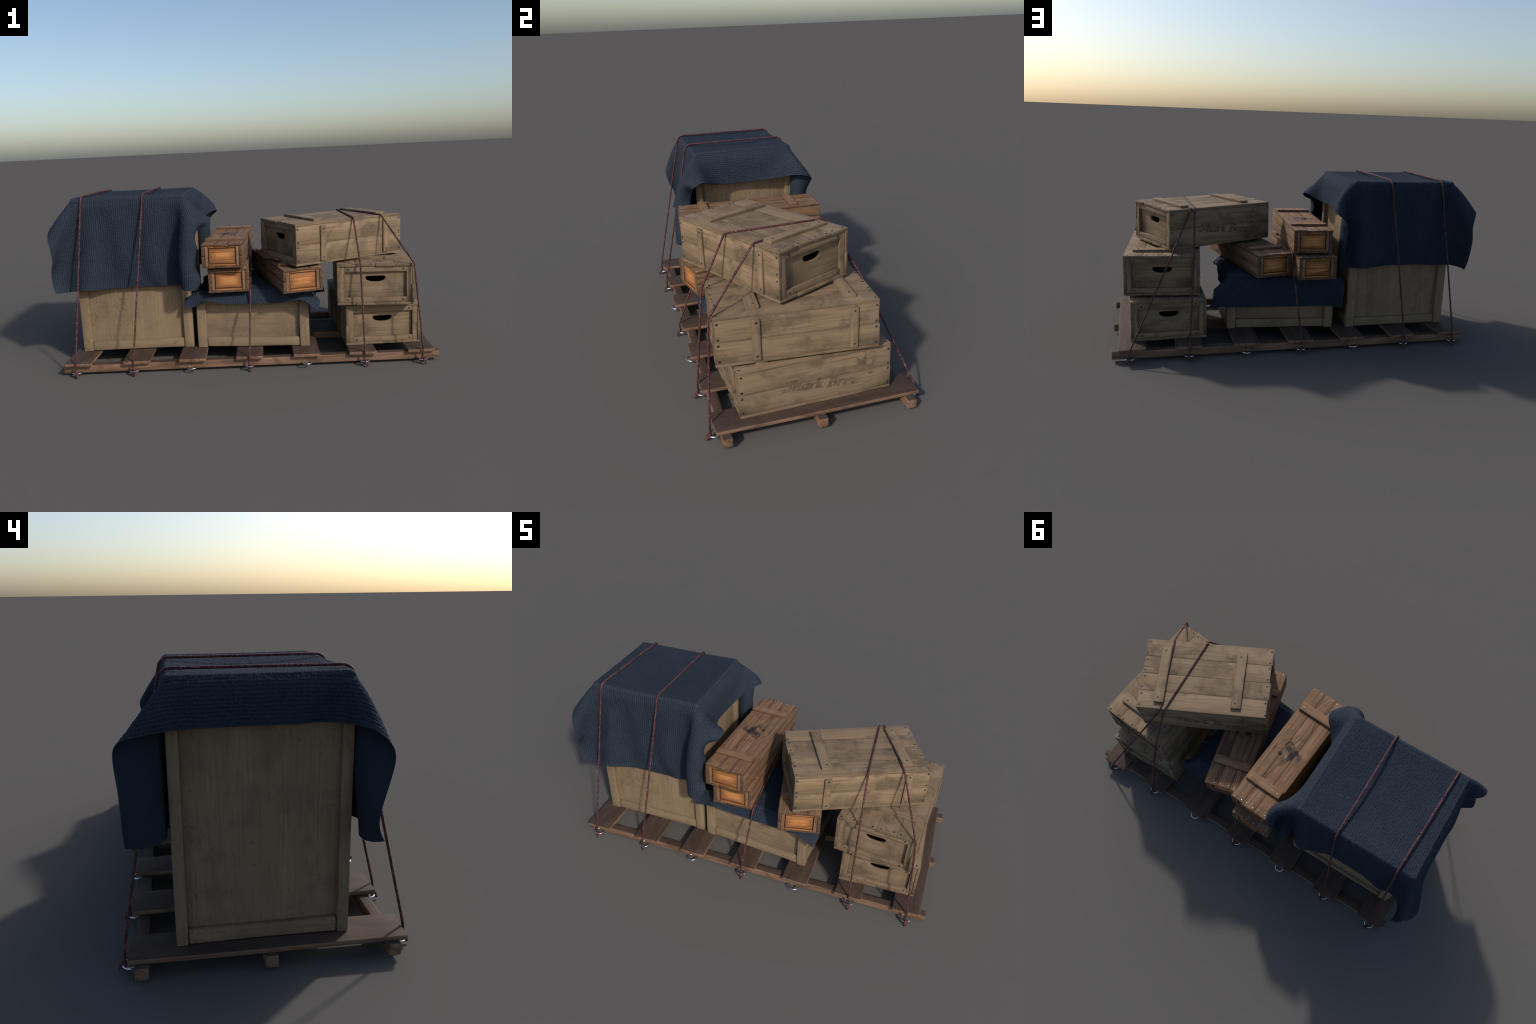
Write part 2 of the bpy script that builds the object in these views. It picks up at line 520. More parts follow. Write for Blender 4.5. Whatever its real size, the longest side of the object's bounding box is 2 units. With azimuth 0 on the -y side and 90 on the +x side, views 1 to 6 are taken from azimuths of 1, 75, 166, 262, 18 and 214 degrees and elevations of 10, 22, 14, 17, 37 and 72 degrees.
def leaf_outline(x, y, length, width, angle, n=9):
    pts = []
    for s in list(np.linspace(0, 1, n)) + list(np.linspace(1, 0, n))[1:-1]:
        pts.append(s)
    out = []
    k = len(pts)
    for i, s in enumerate(pts):
        sign = 1 if i < n else -1
        half = width * math.sin(math.pi * s ** 0.8) * (1 + 0.25 * math.sin(9 * s + x * 90))
        px, py = s * length, sign * half
        out.append((x + px * math.cos(angle) - py * math.sin(angle), y + px * math.sin(angle) + py * math.cos(angle)))
    return out


# broad-nib strokes of an italic roman hand: each letter = advance width, list of pen paths
HAND = {
    "S": (0.60, [[(0.49, 0.76), (0.42, 0.94), (0.27, 0.99), (0.12, 0.89), (0.12, 0.70), (0.27, 0.55), (0.42, 0.40), (0.44, 0.19), (0.29, 0.02), (0.12, 0.03), (0.03, 0.22)]]),
    "h": (0.54, [[(0.02, 1.00), (0.10, 1.01), (0.10, 0.50), (0.10, 0.0)], [(0.10, 0.34), (0.20, 0.56), (0.33, 0.60), (0.37, 0.44), (0.35, 0.10), (0.41, 0.01), (0.51, 0.10)]]),
    "a": (0.54, [[(0.40, 0.53), (0.25, 0.62), (0.09, 0.46), (0.06, 0.15), (0.16, 0.0), (0.30, 0.14), (0.39, 0.48)], [(0.42, 0.61), (0.38, 0.14), (0.43, 0.0), (0.53, 0.10)]]),
    "r": (0.42, [[(0.02, 0.58), (0.11, 0.60), (0.10, 0.30), (0.10, 0.0)], [(0.10, 0.28), (0.20, 0.52), (0.32, 0.62), (0.39, 0.54)]]),
    "k": (0.54, [[(0.02, 1.00), (0.10, 1.01), (0.10, 0.50), (0.10, 0.0)], [(0.10, 0.26), (0.25, 0.42), (0.39, 0.61)], [(0.20, 0.38), (0.29, 0.16), (0.38, 0.0), (0.50, 0.08)]]),
    "B": (0.64, [[(0.16, 0.97), (0.15, 0.50), (0.14, 0.02)], [(0.02, 0.97), (0.30, 0.98), (0.47, 0.85), (0.42, 0.62), (0.18, 0.53)], [(0.18, 0.53), (0.45, 0.45), (0.53, 0.25), (0.40, 0.04), (0.0, 0.02)]]),
    "e": (0.48, [[(0.08, 0.28), (0.28, 0.33), (0.38, 0.48), (0.30, 0.61), (0.15, 0.54), (0.06, 0.28), (0.12, 0.05), (0.26, 0.0), (0.41, 0.14)]]),
    "w": (0.72, [[(0.02, 0.56), (0.10, 0.58), (0.11, 0.20), (0.20, 0.01), (0.33, 0.22), (0.38, 0.58)], [(0.38, 0.58), (0.37, 0.20), (0.46, 0.01), (0.60, 0.25), (0.64, 0.61)]]),
    " ": (0.26, []),
}


def smooth_path(pts, per=7):
    P = [np.array(p, float) for p in pts]
    out = []
    for i in range(len(P) - 1):
        p0, p1, p2, p3 = P[max(i - 1, 0)], P[i], P[i + 1], P[min(i + 2, len(P) - 1)]
        for t in np.linspace(0, 1, per, endpoint=False):
            out.append(0.5 * (2 * p1 + (p2 - p0) * t + (2 * p0 - 5 * p1 + 4 * p2 - p3) * t * t + (3 * p1 - p0 - 3 * p2 + p3) * t ** 3))
    return out + [P[-1]]


def lettering(text, sx, sy, shear):
    """Thin raised print: every pen path is a ribbon swept by a slanted broad nib."""
    bm = bmesh.new()
    nib, pen, layer = np.array([0.100, 0.050]), 0.0, 0
    for ch in text:
        adv, paths = HAND[ch]
        for path in paths:
            z = 0.00022 + 0.00004 * (layer % 6)
            layer += 1
            rails = []
            for p in smooth_path(path):
                pair = []
                for k in (-1, 1):
                    q = p + k * nib
                    pair.append(bm.verts.new(((pen + q[0] + shear * q[1] * sy / sx) * sx, q[1] * sy, z)))
                rails.append(pair)
            for (a, b), (c, d) in zip(rails, rails[1:]):
                bm.faces.new((a, c, d, b))
        pen += adv
    flat = bm.faces[:]
    bmesh.ops.recalc_face_normals(bm, faces=flat)
    for f in bm.faces:
        if f.normal.z < 0:
            f.normal_flip()
    top = bm.faces[:]
    ret = bmesh.ops.extrude_face_region(bm, geom=top)
    for v in [g for g in ret["geom"] if isinstance(g, bmesh.types.BMVert)]:
        v.co.z += 0.00016
    me = bpy.data.meshes.new("wordmark")
    bm.to_mesh(me)
    bm.free()
    return me


def printed_face(crate, yface):
    """Faded slanted wordmark and a leafy emblem on the plain long face (+y)."""
    face = Matrix.Translation((0, yface + 0.0004, 0)) @ frame((-1, 0, 0), (0, 0, 1))
    me = lettering("Shark Brew", 0.0665, 0.0475, 0.20)
    me.transform(Matrix.Rotation(-5.6 * DEG, 4, "Z"))
    me.transform(Matrix.Translation((-0.150, -0.023, 0)))
    me.name = "wordmark"
    me.materials.append(M_PRINT)
    w = add_object("wordmark", me, crate)
    w.matrix_local = Matrix.Translation((0, 0, BH / 2)) @ face
    leaves = [(0.195, 0.010, 0.060, 0.010, 1.25), (0.200, 0.020, 0.050, 0.008, 2.05), (0.205, 0.012, 0.066, 0.004, 1.45),
              (0.190, 0.018, 0.030, 0.009, 2.7), (0.215, 0.020, 0.026, 0.009, -1.2), (0.196, 0.022, 0.026, 0.008, -1.7),
              (0.232, 0.012, 0.050, 0.003, 1.15), (0.222, -0.012, 0.022, 0.006, 0.3)]
    me2 = None
    bm = bmesh.new()
    for k, lf in enumerate(leaves):
        m = curve_mesh("leaf_mark", [leaf_outline(0.200 + (lf[0] - 0.200) * 1.2, 0.016 + (lf[1] - 0.016) * 1.2, lf[2] * 1.12, lf[3] * 1.35, lf[4])], 0.0006 + 0.0001 * k)
        bm.from_mesh(m)
        bpy.data.meshes.remove(m)
    me2 = bpy.data.meshes.new("emblem")
    bm.to_mesh(me2)
    bm.free()
    me2.materials.append(M_MARK)
    e = add_object("emblem", me2, crate)
    e.matrix_local = Matrix.Translation((0, 0, BH / 2)) @ face
    for q in (w, e):
        q["half_length"], q["half_width"], q["soiled"], q["grimy"] = 1.0, 1.0, 0.0, 0.0


def bottle_crate(centre, zbase, yaw):
    c = thing("bottle_crate", (centre[0], centre[1], zbase), yaw, "tan slatted wooden bottle crate with hand holes and faded lettering", "wooden crate")
    z0, z1 = BT, BH - BT
    nails = []
    for k in range(4):
        y = -BW / 2 + BW / 8 + k * BW / 4
        for z, nm, up in ((BH - BT / 2, "lid_board", 1), (BT / 2, "base_board", -1)):
            j1, j2 = random.uniform(-0.004, 0.003), random.uniform(-0.004, 0.003)
            board(nm, (BL + j1 + j2, BW / 4 - 0.0009, BT), ((j1 - j2) / 2, y, z), (1, 0, 0), (0, up, 0), c, M_BOTTLE, 0.0013, 0.0007)
            for sx in (-1, 1):
                for dy in (-0.031, 0.031):
                    nails.append(((sx * (BL / 2 - 0.013 + random.uniform(-0.004, 0.004)), y + dy + random.uniform(-0.003, 0.003), z + up * BT / 2), (0, 0, up)))
    sh = (z1 - z0) / 2
    for s in (-1, 1):
        for k in range(2):
            z = z0 + sh * (k + 0.5)
            j1, j2 = random.uniform(-0.003, 0.002), random.uniform(-0.003, 0.002)
            board("side_board", (BL + j1 + j2, sh - 0.0008, 0.012), ((j1 - j2) / 2, s * (BW / 2 - 0.0065), z), (-s, 0, 0), (0, 0, 1), c, M_BOTTLE, 0.0013, 0.0007,
                  soiled=(0.95 if k == 0 else 0.15))
            for sx in (-1, 1):
                for dz in (-0.034, 0.034):
                    nails.append(((sx * (BL / 2 - 0.013), s * (BW / 2 - 0.0005), z + dz + random.uniform(-0.002, 0.002)), (0, s, 0)))
    for x in (0.220, -0.171):
        board("lid_batten", (0.316, 0.050, 0.0135), (x, 0.004, BH + 0.0062), (0, 1, 0), (-1, 0, 0), c, M_BOTTLE, 0.0013, 0.0007)
        for y in (-0.128, 0.136):
            nails.append(((x + 0.004, y, BH + 0.0128), (0, 0, 1)))
    for x in (-0.170, 0.2235):
        board("side_batten", (0.181, 0.034, 0.008), (x, -BW / 2 - 0.0033, BH / 2 - 0.003), (0, 0, 1), (1, 0, 0), c, M_BOTTLE, 0.0018, 0.0012, soiled=0.2)
        for dz in (-0.074, 0.072):
            nails.append(((x + 0.002, -BW / 2 - 0.0072, BH / 2 + dz), (0, -1, 0)))
    iw = BW / 2 - 0.0125
    for s in (-1, 1):
        xe = s * (BL / 2 - 0.004)
        for sy in (-1, 1):
            board("end_stile", (z1 - z0 - 0.002, 0.0265, 0.017), (xe - s * 0.0085, sy * (iw - 0.0138), BH / 2), (0, 0, 1), (0, s, 0), c, M_BOTTLE, 0.0013, 0.0006)
        for z in (z1 - 0.0145, z0 + 0.0145):
            board("end_rail", (2 * (iw - 0.0275), 0.027, 0.015), (xe - s * 0.0085, 0, z), (0, s, 0), (0, 0, 1), c, M_BOTTLE, 0.0013, 0.0006, soiled=0.3)
            for sy in (-1, 1):
                nails.append(((xe - s * 0.0012, sy * 0.140, z), (s, 0, 0)))
        w, h = 2 * iw - 0.012, z1 - z0 - 0.006
        me = curve_mesh("end_panel", [[(-w / 2, -h / 2), (w / 2, -h / 2), (w / 2, h / 2), (-w / 2, h / 2)], handle_outline(0.106, 0.035, 0.0265)], 0.009, 0.0018)
        smooth_mesh(me, 35)
        me.materials.append(M_BOTTLE)
        o = add_object("end_panel", me, c)
        o.matrix_local = Matrix.Translation((xe - s * 0.0215, 0, BH / 2)) @ frame((0, s, 0), (0, 0, 1))
        o["half_length"], o["half_width"], o["soiled"], o["grimy"] = w / 2 - 0.018, h / 2 - 0.020, 0.75, 2.6  # soiling, plus strong baked shade round the recess painted into the colour
        shade_board = board("inner_shade_board", (w, h, 0.003), (s * (BL / 2 - 0.075), 0, BH / 2), (0, s, 0), (0, 0, 1), c, M_DARK, 0.0008, 0)  # near-black board behind the hand hole; interior shade put into its colour
    nail_heads(c, nails, 0.0050, M_NAIL_DARK)
    printed_face(c, BW / 2 - 0.0005)
    return c


dark_t = Tree("inside_shade_black")
M_DARK = dark_t.finish(dark_t.mix(dark_t.noise(dark_t.coords()["Object"], 30.0), (0.006, 0.005, 0.004), (0.012, 0.009, 0.006)), 0.95, 0.0)  # near-black colour stands in for the shade inside the boxes

B1_Z = DECK + 0.0015
B2_Z = B1_Z + BH + 0.0135
B3_Z = B2_Z + BH + 0.0140
bottle_crate((0.7176, -0.0011), B1_Z, (-90 + 1.73) * DEG)
bottle_crate((0.7109, -0.0497), B2_Z, (90 - 5.06) * DEG)
bottle_crate((0.4869, -0.0991), B3_Z, 26.35 * DEG)


# ------------------------------------------------------------------ long brown boxes
SL, SW, SH, ST = 0.7253, 0.211, 0.1234, 0.0095


def long_box(centre, zbase, yaw):
    """Canonical length along y."""
    c = thing("long_box", (centre[0], centre[1], zbase), yaw, "long brown plank box with orange framed ends and black stamp", "wooden box")
    nails = []
    z0, z1 = ST, SH - ST
    for k in range(3):
        x = (k - 1) * 0.0707
        for z, nm, up in ((SH - ST / 2, "lid_board", 1), (ST / 2, "base_board", -1)):
            j1, j2 = random.uniform(-0.005, 0.003), random.uniform(-0.005, 0.003)
            dz = random.uniform(-0.001, 0.0006) * up
            board(nm, (SL + j1 + j2, 0.0699, ST), (x, (j1 - j2) / 2, z + dz), (0, 1, 0), (-up, 0, 0), c, M_BROWN, 0.0016, 0.0012,
                  lid_offset=-x, stamped=1.0 if up > 0 else 0.0)
            for sy in (-1, 1):
                for dx in (-0.021, 0.021):
                    nails.append(((x + dx + random.uniform(-0.003, 0.003), sy * (SL / 2 - 0.014 + random.uniform(-0.003, 0.003)), z + dz + up * ST / 2), (0, 0, up)))
    sh = (z1 - z0) / 2
    for s in (-1, 1):
        for k in range(2):
            z = z0 + sh * (k + 0.5)
            j = random.uniform(-0.004, 0.002)
            board("side_board", (SL + j, sh - 0.0014, 0.0155), (s * (SW / 2 - 0.0085 + random.uniform(-0.0006, 0.0004)), 0, z), (0, s, 0), (0, 0, 1), c, M_BROWN, 0.0018, 0.0012)
            for sy in (-1, 1):
                for dz in (-0.016, 0.016):
                    nails.append(((s * (SW / 2 - 0.0007), sy * (SL / 2 - 0.012), z + dz), (s, 0, 0)))
    for y in (0.222, -0.235):
        board("lid_batten", (0.198, 0.047, 0.013), (0, y, SH + 0.006), (1, 0, 0), (0, 1, 0), c, M_BROWN_END, 0.0022, 0.0012)
        for x in (-0.078, 0.078):
            nails.append(((x, y + 0.004, SH + 0.0124), (0, 0, 1)))
    iw = SW / 2 - 0.0175
    for s in (-1, 1):
        ye = s * (SL / 2 - 0.003)
        for sx in (-1, 1):
            board("end_stile", (z1 - z0 - 0.0015, 0.0165, 0.016), (sx * (iw - 0.0085), ye - s * 0.008, SH / 2), (0, 0, 1), (-s, 0, 0), c, M_BROWN_END, 0.0016, 0.0008)
        inner = iw - 0.0185
        for z, hh in ((z1 - 0.0055, 0.0100), (z0 + 0.0060, 0.0110)):
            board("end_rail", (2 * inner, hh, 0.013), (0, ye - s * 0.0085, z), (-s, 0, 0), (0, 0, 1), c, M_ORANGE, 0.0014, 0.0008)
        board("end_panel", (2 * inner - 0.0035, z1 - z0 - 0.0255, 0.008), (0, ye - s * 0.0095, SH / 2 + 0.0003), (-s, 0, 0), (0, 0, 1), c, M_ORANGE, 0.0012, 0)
        board("end_backing", (2 * iw, z1 - z0 - 0.001, 0.004), (0, ye - s * 0.019, SH / 2), (-s, 0, 0), (0, 0, 1), c, M_DARK, 0.001, 0)  # near-black board behind the panel gaps; their shade is in its colour
    nail_heads(c, nails, 0.0034, M_NAIL_BRIGHT)
    return c


S_Z = 0.3905
long_box((-0.0728, -0.0167), S_Z + SH + 0.0140, -3.68 * DEG)
long_box((-0.0716, 0.0234), S_Z, -0.06 * DEG)
long_box((0.2268, -0.0548), S_Z, 13.45 * DEG)


# ------------------------------------------------------------------ draped blankets
def drape(x_range, y_range, hx, hy, top, spacing, steps, sag=0.0, pulls=(), bend=0.25, strap=None):
    """Lets a rectangular cloth fall over a box (position based dynamics).
    Returns the settled grid of points in the box's own frame."""
    nx = int(round((x_range[1] - x_range[0]) / spacing)) + 1
    ny = int(round((y_range[1] - y_range[0]) / spacing)) + 1
    rx, ry = np.linspace(*x_range, nx), np.linspace(*y_range, ny)
    X, Y = np.meshgrid(rx, ry, indexing="ij")
    fall = np.maximum(np.abs(Y) - hy - 0.004, 0)              # start: long flaps already folded straight down
    P = np.stack([X, np.clip(Y, -hy - 0.004, hy + 0.004) + np.sign(Y) * fall * 0.10, top + 0.003 - fall * 0.995], -1)
    V = np.zeros_like(P)
    held = (np.abs(X) < hx - 0.035) & (np.abs(Y) < hy - 0.035)      # lies flat, pressed by the load
    hollow = np.clip(1 - (X / hx) ** 2, 0, 1) * np.clip(1 - (Y / hy) ** 2, 0, 1)
    rest_top = np.stack([X, Y, top - sag * hollow], -1)[held]
    dx, dy = rx[1] - rx[0], ry[1] - ry[0]
    dd = math.hypot(dx, dy)
    rad, squash = 0.020, 0.55                              # edge rounding, wider vertically
    pull_ids = []
    for (u, v), target, k in pulls:
        pull_ids.append((int(np.abs(rx - u).argmin()), int(np.abs(ry - v).argmin()), np.array(target), k))

    def solve(A, B, rest, k, push=1.0):
        d = P[B] - P[A]
        ln = np.sqrt((d * d).sum(-1, keepdims=True)) + 1e-9
        e = ln - rest
        if push < 1.0:
            e = np.where(e < 0, e * push, e)
        corr = d * (0.5 * k * e / ln)
        P[A] += corr
        P[B] -= corr

    S = np.s_
    groups = []
    for a in (0, 1):
        n = (nx - a) // 2 * 2
        groups.append((S[a:a + n:2, :], S[a + 1:a + n:2, :], dx, 1.0, 1.0))
        n = (ny - a) // 2 * 2
        groups.append((S[:, a:a + n:2], S[:, a + 1:a + n:2], dy, 1.0, 1.0))
    for a in (0, 1):
        n = (nx - a) // 2 * 2
        groups.append((S[a:a + n:2, :-1], S[a + 1:a + n:2, 1:], dd, 0.35, 1.0))
        groups.append((S[a:a + n:2, 1:], S[a + 1:a + n:2, :-1], dd, 0.35, 1.0))
    for gap, k in ((2, bend), (4, bend * 0.6)):
        for a in range(2 * gap):
            if a < gap:
                ia = [i for i in range(nx - gap) if (i // gap) % 2 == 0]
                ib = [i for i in range(nx - gap) if (i // gap) % 2 == 1]
        for idx in (ia, ib):
            idx = np.array(idx)
            groups.append((S[idx, :], S[idx + gap, :], dx * gap, k, 1.0))
        ja = np.array([j for j in range(ny - gap) if (j // gap) % 2 == 0])
        jb = np.array([j for j in range(ny - gap) if (j // gap) % 2 == 1])
        for idx in (ja, jb):
            groups.append((S[:, idx], S[:, idx + gap], dy * gap, k, 1.0))
    dt = 1.0 / 240
    for step in range(steps):
        damp = 0.98 if step < steps * 0.6 else 0.93
        V[..., 2] -= 1.6 * dt
        V *= damp
        old = P.copy()
        P += V * dt
        ramp = min(1.0, max(0.0, (step - steps * 0.25) / (steps * 0.35)))
        for (i, j, target, k) in pull_ids:
            i0, i1, j0, j1 = max(i - 3, 0), i + 4, max(j - 3, 0), j + 4
            fall_off = np.exp(-((np.arange(i0, min(i1, nx)) - i) ** 2)[:, None] / 5.0 - ((np.arange(j0, min(j1, ny)) - j) ** 2)[None, :] / 5.0)
            P[i0:i1, j0:j1] += k * ramp * fall_off[..., None] * (target - P[i, j])
        for A, B, rest, k, push in groups:
            solve(A, B, rest, k, push)
        P[held] = rest_top
        # box with rounded edges; its upper face is slightly hollow
        ztop = top - sag * np.clip(1 - (P[..., 0] / hx) ** 2, 0, 1) * np.clip(1 - (P[..., 1] / hy) ** 2, 0, 1)
        zs = ztop - (ztop - P[..., 2]) * squash
        q = np.stack([np.abs(P[..., 0]) - (hx - rad), np.abs(P[..., 1]) - (hy - rad), zs - (ztop - rad)], -1)
        qp = np.maximum(q, 0)
        outside = np.sqrt((qp * qp).sum(-1))
        inside = np.minimum(q.max(-1), 0)
        sd = outside + inside - rad
        hit = sd < 0
        if hit.any():
            n = np.where(outside[..., None] > 1e-7, qp / np.maximum(outside, 1e-7)[..., None], (q == q.max(-1, keepdims=True)).astype(float))
            n[..., 0] *= np.sign(P[..., 0])
            n[..., 1] *= np.sign(P[..., 1])
            push_out = sd[..., None] * n
            push_out[..., 2] /= squash
            P[hit] -= push_out[hit]
            move = P - old
            P[hit] -= 0.35 * move[hit] - 0.35 * (move * n).sum(-1)[hit][:, None] * n[hit]
        if strap:                                         # taut cords hold the long flaps in
            limit = strap[1] + np.maximum(top - P[..., 2], 0) * strap[2]
            over = (np.abs(P[..., 0]) < strap[0]) & (np.abs(P[..., 1]) > limit)
            P[..., 1] = np.where(over, np.sign(P[..., 1]) * limit, P[..., 1])
        V = (P - old) / dt
    return P, rx, ry


def resample(G, n0, n1):
    """Cubic (Catmull-Rom) refinement of a grid of points."""
    def along(A, n):
        m = A.shape[0]
        t = np.linspace(0, m - 1, n)
        i = np.clip(t.astype(int), 0, m - 2)
        f = (t - i)[:, None, None]
        p0, p1, p2, p3 = A[np.maximum(i - 1, 0)], A[i], A[i + 1], A[np.minimum(i + 2, m - 1)]
        return 0.5 * (2 * p1 + (p2 - p0) * f + (2 * p0 - 5 * p1 + 4 * p2 - p3) * f * f + (3 * p1 - p0 - 3 * p2 + p3) * f ** 3)
    return along(along(G, n0).transpose(1, 0, 2), n1).transpose(1, 0, 2)


def lattice_noise(U, W, cell, seed):
    rng = np.random.default_rng(seed)
    T = rng.random((64, 64))
    u, w = U / cell, W / cell
    i, j = np.floor(u).astype(int), np.floor(w).astype(int)
    f, g = u - i, w - j
    f, g = f * f * (3 - 2 * f), g * g * (3 - 2 * g)
    t = lambda a, b: T[a % 64, b % 64]
    return (t(i, j) * (1 - f) + t(i + 1, j) * f) * (1 - g) + (t(i, j + 1) * (1 - f) + t(i + 1, j + 1) * f) * g - 0.5


def blanket(name, drape_result, box, centre, yaw, label, seed, sag=0.0, lift=0.0025, fine=0.0024):
    G, rx, ry = drape_result
    for _ in range(2):                                   # iron out solver jitter
        H = G.copy()
        H[1:-1, :] = 0.5 * G[1:-1, :] + 0.25 * (G[:-2, :] + G[2:, :])
        G = H.copy()
        H[:, 1:-1] = 0.5 * G[:, 1:-1] + 0.25 * (G[:, :-2] + G[:, 2:])
        G = H
    n0, n1 = int((rx[-1] - rx[0]) / fine) + 1, int((ry[-1] - ry[0]) / fine) + 1
    F = resample(G, n0, n1)
    # keep clear of the crate's own edges (rounded box, softer over the top)
    r, squash = 0.018, 0.53
    ztop = box[2] - sag * (np.clip(1 - (F[..., :2] / np.array(box[:2])) ** 2, 0, 1)).prod(-1, keepdims=True)
    zs = ztop - (ztop - F[..., 2:]) * squash
    q = np.concatenate([np.abs(F[..., :2]) - (np.array(box[:2]) - r), zs - (ztop - r)], -1)
    sign = np.where(np.arange(3) < 2, np.sign(F), 1.0) * np.array([1, 1, 1 / squash])
    qp = np.maximum(q, 0)
    dist = np.linalg.norm(qp, axis=-1)
    near = (q.max(-1) > 0) & (dist < r)
    F += np.where(near[..., None], sign * qp / np.maximum(dist, 1e-9)[..., None] * (r - dist)[..., None], 0)
    deep = (q.max(-1) <= 0) & (q.max(-1) > -0.03)
    F += np.where(deep[..., None], (q == q.max(-1, keepdims=True)) * sign * (r - q.max(-1))[..., None], 0)
    du, dv = np.gradient(F, axis=0), np.gradient(F, axis=1)
    N = np.cross(du, dv)
    N /= np.linalg.norm(N, axis=-1, keepdims=True) + 1e-12
    U, W = np.meshgrid(np.linspace(rx[0], rx[-1], n0) + 3, np.linspace(ry[0], ry[-1], n1) + 3, indexing="ij")
    # knit: ribs along y, each rib a chain of stitches, all a little uneven
    u = U + 0.0035 * lattice_noise(U, W, 0.03, seed) + 0.0032 * lattice_noise(U, W, 0.010, seed + 1)
    w = W + 0.0050 * lattice_noise(U, W, 0.02, seed + 2)
    rib = u / 0.0112
    shape = 0.5 + 0.5 * np.cos(2 * math.pi * rib)
    stitch = 0.5 + 0.5 * np.cos(2 * math.pi * (w / 0.0100 + 0.25 * np.floor(rib + 0.5)))
    relief = shape * (0.40 + 0.60 * stitch) + 1.0 * lattice_noise(U, W, 0.0070, seed + 3)
    rim = np.minimum(np.minimum(U - U.min(), U.max() - U), np.minimum(W - W.min(), W.max() - W))
    relief *= np.clip(rim / 0.006, 0, 1)
    top = F + N * (lift + 0.0018 * relief)[..., None]
    low = F - N * 0.0004
    k = n0 * n1
    idx = np.arange(k).reshape(n0, n1)
    quads = np.stack([idx[:-1, :-1], idx[1:, :-1], idx[1:, 1:], idx[:-1, 1:]], -1).reshape(-1, 4)
    loop = np.concatenate([idx[:, 0], idx[-1, 1:], idx[-2::-1, -1], idx[0, -2:0:-1]])
    nxt = np.roll(loop, -1)
    edge = np.stack([loop, loop + k, nxt + k, nxt], -1)
    faces = np.concatenate([quads, (quads + k)[:, ::-1], edge])
    verts = np.concatenate([top.reshape(-1, 3), low.reshape(-1, 3)])
    me = bpy.data.meshes.new(name)
    me.vertices.add(len(verts))
    me.vertices.foreach_set("co", verts.astype(np.float32).ravel())
    me.loops.add(faces.size)
    me.loops.foreach_set("vertex_index", faces.astype(np.int32).ravel())
    me.polygons.add(len(faces))
    me.polygons.foreach_set("loop_start", np.arange(0, faces.size, 4, dtype=np.int32))
    me.update(calc_edges=True)
    me.validate()
    me.shade_smooth()
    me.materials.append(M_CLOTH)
    o = add_object(name, me)
    o.location = (centre[0], centre[1], 0)
    o.rotation_euler = (0, 0, yaw)
    o["label"], o["category"] = label, "blanket"
    return o


# where the stiff corners of the big blanket swing out to
U0, U1, VV = -0.300 - 0.138, 0.300 + 0.172, 0.272 + 0.485
tall_local = lambda p: (p[0] - TALL_C[0], p[1] - TALL_C[1], p[2])


def hem_pulls(u, side, marks):
    """marks: (length along the short hem past the crate corner, place)"""
    return [((u, side * (0.272 + s)), tall_local(p), 0.012) for s, p in marks]


pulls = (hem_pulls(U0, -1, [(0.120, (-0.981, -0.298, 0.737)), (0.300, (-0.978, -0.318, 0.575)), (0.485, (-0.976, -0.326, 0.426))])
         + hem_pulls(U1, -1, [(0.115, (-0.224, -0.290, 0.750)), (0.190, (-0.262, -0.302, 0.675)), (0.330, (-0.262, -0.318, 0.545)), (0.485, (-0.256, -0.345, 0.434))])
         + hem_pulls(U1, 1, [(0.120, (-0.208, 0.382, 0.745)), (0.200, (-0.240, 0.345, 0.665)), (0.330, (-0.238, 0.338, 0.550)), (0.485, (-0.228, 0.348, 0.420))])
         + hem_pulls(U0, 1, [(0.110, (-0.960, 0.410, 0.755)), (0.300, (-0.950, 0.418, 0.590)), (0.485, (-0.918, 0.414, 0.428))])
         + [((0.375, -VV), tall_local((-0.290, -0.372, 0.415)), 0.012), ((0.355, -0.272 - 0.360), tall_local((-0.310, -0.360, 0.546)), 0.008)])
# long hems: pressed to the crate in the middle, billowing near some corners
for x, y, z in ((-0.810, -0.310, 0.430), (-0.700, -0.262, 0.424), (-0.620, -0.260, 0.424), (-0.550, -0.260, 0.424), (-0.450, -0.260, 0.424), (-0.360, -0.262, 0.426),
                (-0.815, 0.304, 0.436), (-0.730, 0.292, 0.440), (-0.640, 0.290, 0.442), (-0.550, 0.290, 0.442), (-0.460, 0.298, 0.440), (-0.385, 0.352, 0.424)):
    pulls.append(((x - TALL_C[0], -VV + 0.016 if y < 0 else VV - 0.030), (x - TALL_C[0], y - TALL_C[1], z), 0.022))
tall_fall = drape((U0, U1), (-VV + 0.016, VV - 0.030), 0.3045, 0.2765, TALL_TOP + 0.001, 0.0165, 2000, sag=0.020, pulls=pulls, strap=(0.19, 0.2775, 0.055))
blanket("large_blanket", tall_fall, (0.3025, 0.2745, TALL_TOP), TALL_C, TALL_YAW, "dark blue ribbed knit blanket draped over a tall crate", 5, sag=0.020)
def low_local(p):
    x, y = p[0] - LOW_C[0], p[1] - LOW_C[1]
    c, s = math.cos(-LOW_YAW), math.sin(-LOW_YAW)
    return (c * x - s * y, s * x + c * y, p[2])


